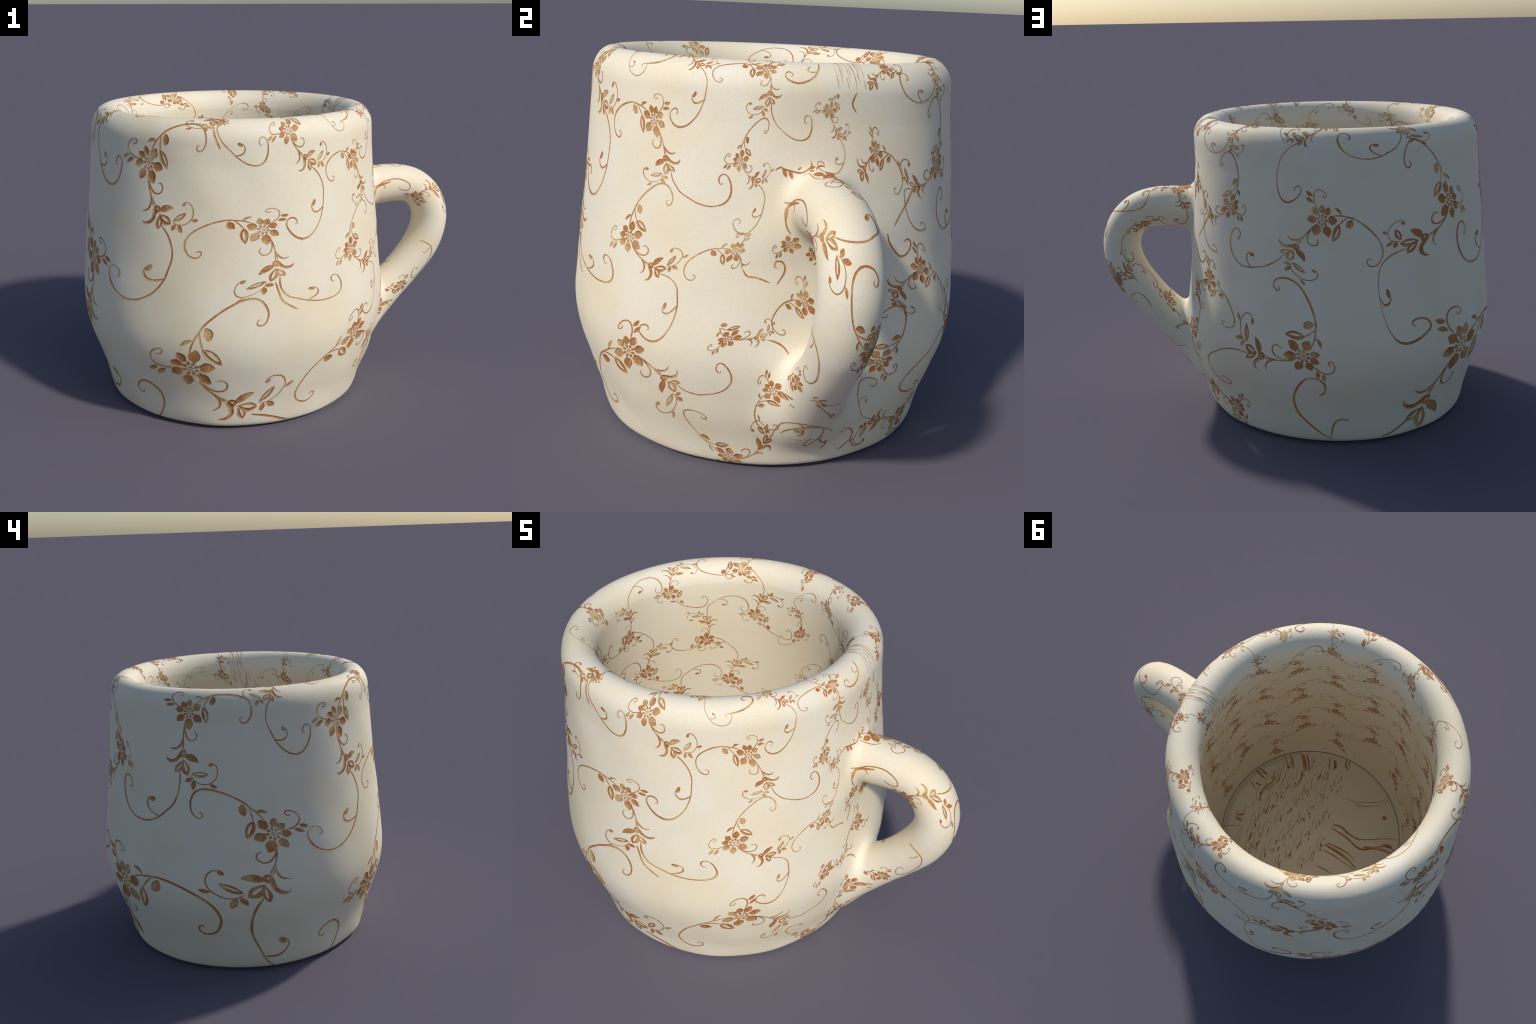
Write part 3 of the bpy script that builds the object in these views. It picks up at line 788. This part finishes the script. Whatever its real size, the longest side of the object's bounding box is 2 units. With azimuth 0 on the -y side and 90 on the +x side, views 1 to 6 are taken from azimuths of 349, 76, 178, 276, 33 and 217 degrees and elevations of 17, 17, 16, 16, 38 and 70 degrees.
def build_pieces():
    """lay every stroke on the clay: (kind, where, verts, faces, normals)"""
    flat, index = [], []
    for p, (name, where, grids, scale) in enumerate(PIECES):
        for g in grids:
            index.append((p, len(flat), g.shape))
            flat.append(g.reshape(-1, 2))
    sizes = [len(f) for f in flat]
    starts = np.concatenate([[0], np.cumsum(sizes)])
    Q = np.concatenate(flat)
    where = np.concatenate([np.full(sizes[i], {'wall': 0, 'inside': 1, 'handle': 2, 'floor': 3}[PIECES[ix[0]][1]]) for i, ix in enumerate(index)])
    P = np.zeros((len(Q), 3))
    ok = np.ones(len(Q), bool)
    w = where < 2
    Rr = np.where(where[w] == 0, WALL_R, IN_R)
    P[w] = wall_point(Q[w, 0] / Rr, Q[w, 1])
    ok[w] &= (Q[w, 1] > 0.008) & (Q[w, 1] < PROFILE_S[-1] - 0.57)
    fl = where == 3
    P[fl] = np.column_stack([Q[fl], np.full(fl.sum(), FLOOR_Z)])
    ok[fl] &= np.hypot(Q[fl, 0] - AXIS_X, Q[fl, 1]) < INNER_R - 0.009
    h = where == 2
    P[h] = handle_point(-Q[h, 1], Q[h, 0] / HAND_R)
    ok[h] &= (-Q[h, 1] > 0.0) & (-Q[h, 1] < 1.27)
    # strokes that would run under the handle root climb onto it
    deep = np.where((where == 0) & (P[:, 0] > 0.2) & (Q[:, 1] < 1.55) & (cup_distance(P) < -0.006))[0]
    if len(deep):
        D = P[deep]
        out = np.column_stack([np.cos(Q[deep, 0] / WALL_R), np.sin(Q[deep, 0] / WALL_R), np.zeros(len(deep))])
        for _ in range(14):
            D = D + out * np.maximum(-cup_distance(D), 0)[:, None]
        far = np.linalg.norm(D - P[deep], axis=1) > 0.11
        P[deep] = D
        ok[deep[far]] = False
    ok &= cup_distance(P) > -0.035
    P[ok] = settle(P[ok], 4)
    G = np.zeros_like(P)
    G[ok] = cup_gradient(P[ok])
    N = G / np.maximum(np.linalg.norm(G, axis=1), 1e-6)[:, None]
    built = [None] * len(PIECES)
    for k, (p, i, shp) in enumerate(index):
        a, b = starts[i], starts[i + 1]
        r, c = shp[:2]
        g, n = P[a:b].reshape(r, c, 3), N[a:b].reshape(r, c, 3)
        good = ok[a:b].reshape(r, c).all(1)
        for i0, i1 in runs(good):
            gg, nn = g[i0:i1], n[i0:i1]
            R = i1 - i0
            lift = 0.0006 + 0.00003 * (k % 9)
            across = gg[:, -1] - gg[:, 0]
            wid = np.linalg.norm(across, axis=1)[:, None]
            across = across / np.maximum(wid, 1e-6)
            u = np.linspace(-1, 1, c)
            tilt = 0.65 * u ** 3                                   # strokes read as shallow grooves
            top = gg + nn * lift
            tn = nn - across[:, None, :] * tilt[None, :, None]
            lo = gg - nn * 0.0015
            cols_v = np.concatenate([lo[:, :1], top, lo[:, -1:]], 1)
            cols_n = np.concatenate([nn[:, :1] - across[:, None] * 0.8, tn, nn[:, -1:] + across[:, None] * 0.8], 1)
            first = cols_v[:1].copy()
            last = cols_v[-1:].copy()
            first[0, 1:-1] = lo[0]
            last[0, 1:-1] = lo[-1]
            Vv = np.concatenate([first, cols_v, last], 0)
            Nn = np.concatenate([cols_n[:1], cols_n, cols_n[-1:]], 0)
            Nn = Nn / np.linalg.norm(Nn, axis=2)[..., None]
            RR, CC = Vv.shape[:2]
            if built[p] is None:
                built[p] = ([], [], [], 0)
            V_, F_, N_, off = built[p]
            ii = (np.arange(RR - 1)[:, None] * CC + np.arange(CC - 1)[None]).ravel() + off
            flip = (np.cross(gg[1:, 0] - gg[:-1, 0], gg[:-1, -1] - gg[:-1, 0]) * nn[:-1, 0]).sum() > 0
            quad = np.stack([ii, ii + CC, ii + CC + 1, ii + 1], 1) if flip else np.stack([ii, ii + 1, ii + CC + 1, ii + CC], 1)
            V_.append(Vv.reshape(-1, 3))
            N_.append(Nn.reshape(-1, 3))
            F_.append(quad)
            built[p] = (V_, F_, N_, off + RR * CC)
    return built


# ---------------------------------------------------------------- materials
def node(nt, kind, **kw):
    n = nt.nodes.new(kind)
    for k, v in kw.items():
        if k in n.inputs.keys():
            n.inputs[k].default_value = v
        else:
            setattr(n, k, v)
    return n


def ramp(nt, src, stops):
    n = nt.nodes.new("ShaderNodeValToRGB")
    el = n.color_ramp.elements
    while len(el) < len(stops):
        el.new(0.5)
    for e, (p, c) in zip(el, stops):
        e.position = p
        e.color = c if len(c) == 4 else (*c, 1)
    nt.links.new(src, n.inputs[0])
    return n


def mix(nt, fac, a, b, mode='MIX'):
    n = nt.nodes.new("ShaderNodeMix")
    n.data_type = 'RGBA'
    n.blend_type = mode
    for sock, v in ((n.inputs[0], fac), (n.inputs[6], a), (n.inputs[7], b)):
        if hasattr(v, 'is_output'):
            nt.links.new(v, sock)
        else:
            sock.default_value = v if not isinstance(v, tuple) or len(v) == 4 else (*v, 1)
    return n.outputs[2]


def new_material(name):
    m = bpy.data.materials.new(name)
    m.use_nodes = True
    nt = m.node_tree
    return m, nt, nt.nodes["Principled BSDF"], node(nt, "ShaderNodeTexCoord").outputs["Object"]


def noise(nt, co, scale, detail=3.0, rough=0.55):
    n = node(nt, "ShaderNodeTexNoise", Scale=scale, Detail=detail, Roughness=rough)
    nt.links.new(co, n.inputs["Vector"])
    return n.outputs["Fac"]


def clay_material(name, base, warm, cool):
    m, nt, bsdf, co = new_material(name)
    big = ramp(nt, noise(nt, co, 2.6, 3.0), [(0.38, (0, 0, 0)), (0.66, (1, 1, 1))])
    col = mix(nt, big.outputs[0], base, warm)
    mid = ramp(nt, noise(nt, co, 6.0, 4.0), [(0.50, (0, 0, 0)), (0.72, (0.7, 0.7, 0.7))])
    col = mix(nt, mid.outputs[0], col, cool)
    grain = ramp(nt, noise(nt, co, 170.0, 2.0), [(0.25, (0.93, 0.925, 0.91)), (0.75, (1.03, 1.03, 1.03))])
    col = mix(nt, 1.0, col, grain.outputs[0], 'MULTIPLY')
    nt.links.new(col, bsdf.inputs["Base Color"])
    bsdf.inputs["Roughness"].default_value = 0.62
    bsdf.inputs["Specular IOR Level"].default_value = 0.3
    bump = node(nt, "ShaderNodeBump", Strength=0.06, Distance=0.003)
    nt.links.new(noise(nt, co, 130.0, 3.0), bump.inputs["Height"])
    nt.links.new(bump.outputs[0], bsdf.inputs["Normal"])
    return m


def ink_material(name, dark, light):
    m, nt, bsdf, co = new_material(name)
    patch = ramp(nt, noise(nt, co, 11.0, 2.0), [(0.45, (0, 0, 0)), (0.66, (1, 1, 1))])
    col = mix(nt, patch.outputs[0], dark, light)
    fine = ramp(nt, noise(nt, co, 230.0, 3.0, 0.75), [(0.36, (0.60, 0.53, 0.48)), (0.66, (1.50, 1.58, 1.6))])
    col = mix(nt, 1.0, col, fine.outputs[0], 'MULTIPLY')
    nt.links.new(col, bsdf.inputs["Base Color"])
    bsdf.inputs["Roughness"].default_value = 0.7
    bsdf.inputs["Specular IOR Level"].default_value = 0.2
    return m


# ---------------------------------------------------------------- assembly
mug = bpy.data.objects.new("mug", None)
bpy.context.scene.collection.objects.link(mug)
mug["label"] = "cream clay mug with rust brown floral scrolls"
mug["category"] = "mug"
V, N, F = build_clay()
parts = split_regions(V, N, F, mug)
clay = clay_material("cream_clay", (0.81, 0.735, 0.58), (0.80, 0.695, 0.50), (0.805, 0.745, 0.63))
for ob in parts.values():
    ob.data.materials.append(clay)
ink = ink_material("rust_stain", (0.42, 0.175, 0.062), (0.57, 0.37, 0.175))  # both browns lightened to carry the highlights on the strokes
gap = ink_material("dark_ring_brown", (0.22, 0.17, 0.11), (0.27, 0.21, 0.14))  # colour of the thin dark line round the floor's edge
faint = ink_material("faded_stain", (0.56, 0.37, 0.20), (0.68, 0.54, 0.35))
LIMIT = {'flower': 140, 'blossom': 140, 'leaf': 300, 'vine': 260, 'tendril': 290, 'stem': 250, 'streak': 300, 'scratch': 0, 'floor_dark_ring': 1}
seen = {}
rest = {}


def emit(kind, where, V_, F_, N_):
    V_, N_ = np.concatenate(V_), np.concatenate(N_)
    F_ = np.concatenate(F_)
    parent = parts[{'handle': "handle", 'floor': "inner_floor"}.get(where, "cup_body")]
    ob = mesh_object(kind, V_, F_.tolist(), parent)
    ob.data.normals_split_custom_set_from_vertices(N_.tolist())
    ob.data.materials.append({'scratch': faint, 'floor_dark_ring': gap}.get(kind, ink))
    return ob


for (kind, where, grids, scale), b in zip(PIECES, build_pieces()):
    if b is None:
        continue
    seen[kind] = seen.get(kind, 0) + 1
    if seen[kind] <= LIMIT[kind]:
        emit(kind, where, *b[:3])
    else:
        r = rest.setdefault(kind, [[], [], [], 0])
        r[1] += [f + r[3] for f in b[1]]
        r[0] += b[0]
        r[2] += b[2]
        r[3] += sum(len(v) for v in b[0])
for kind, r in rest.items():
    ob = emit(kind, 'wall', *r[:3])
    ob["kind"] = "stuff"
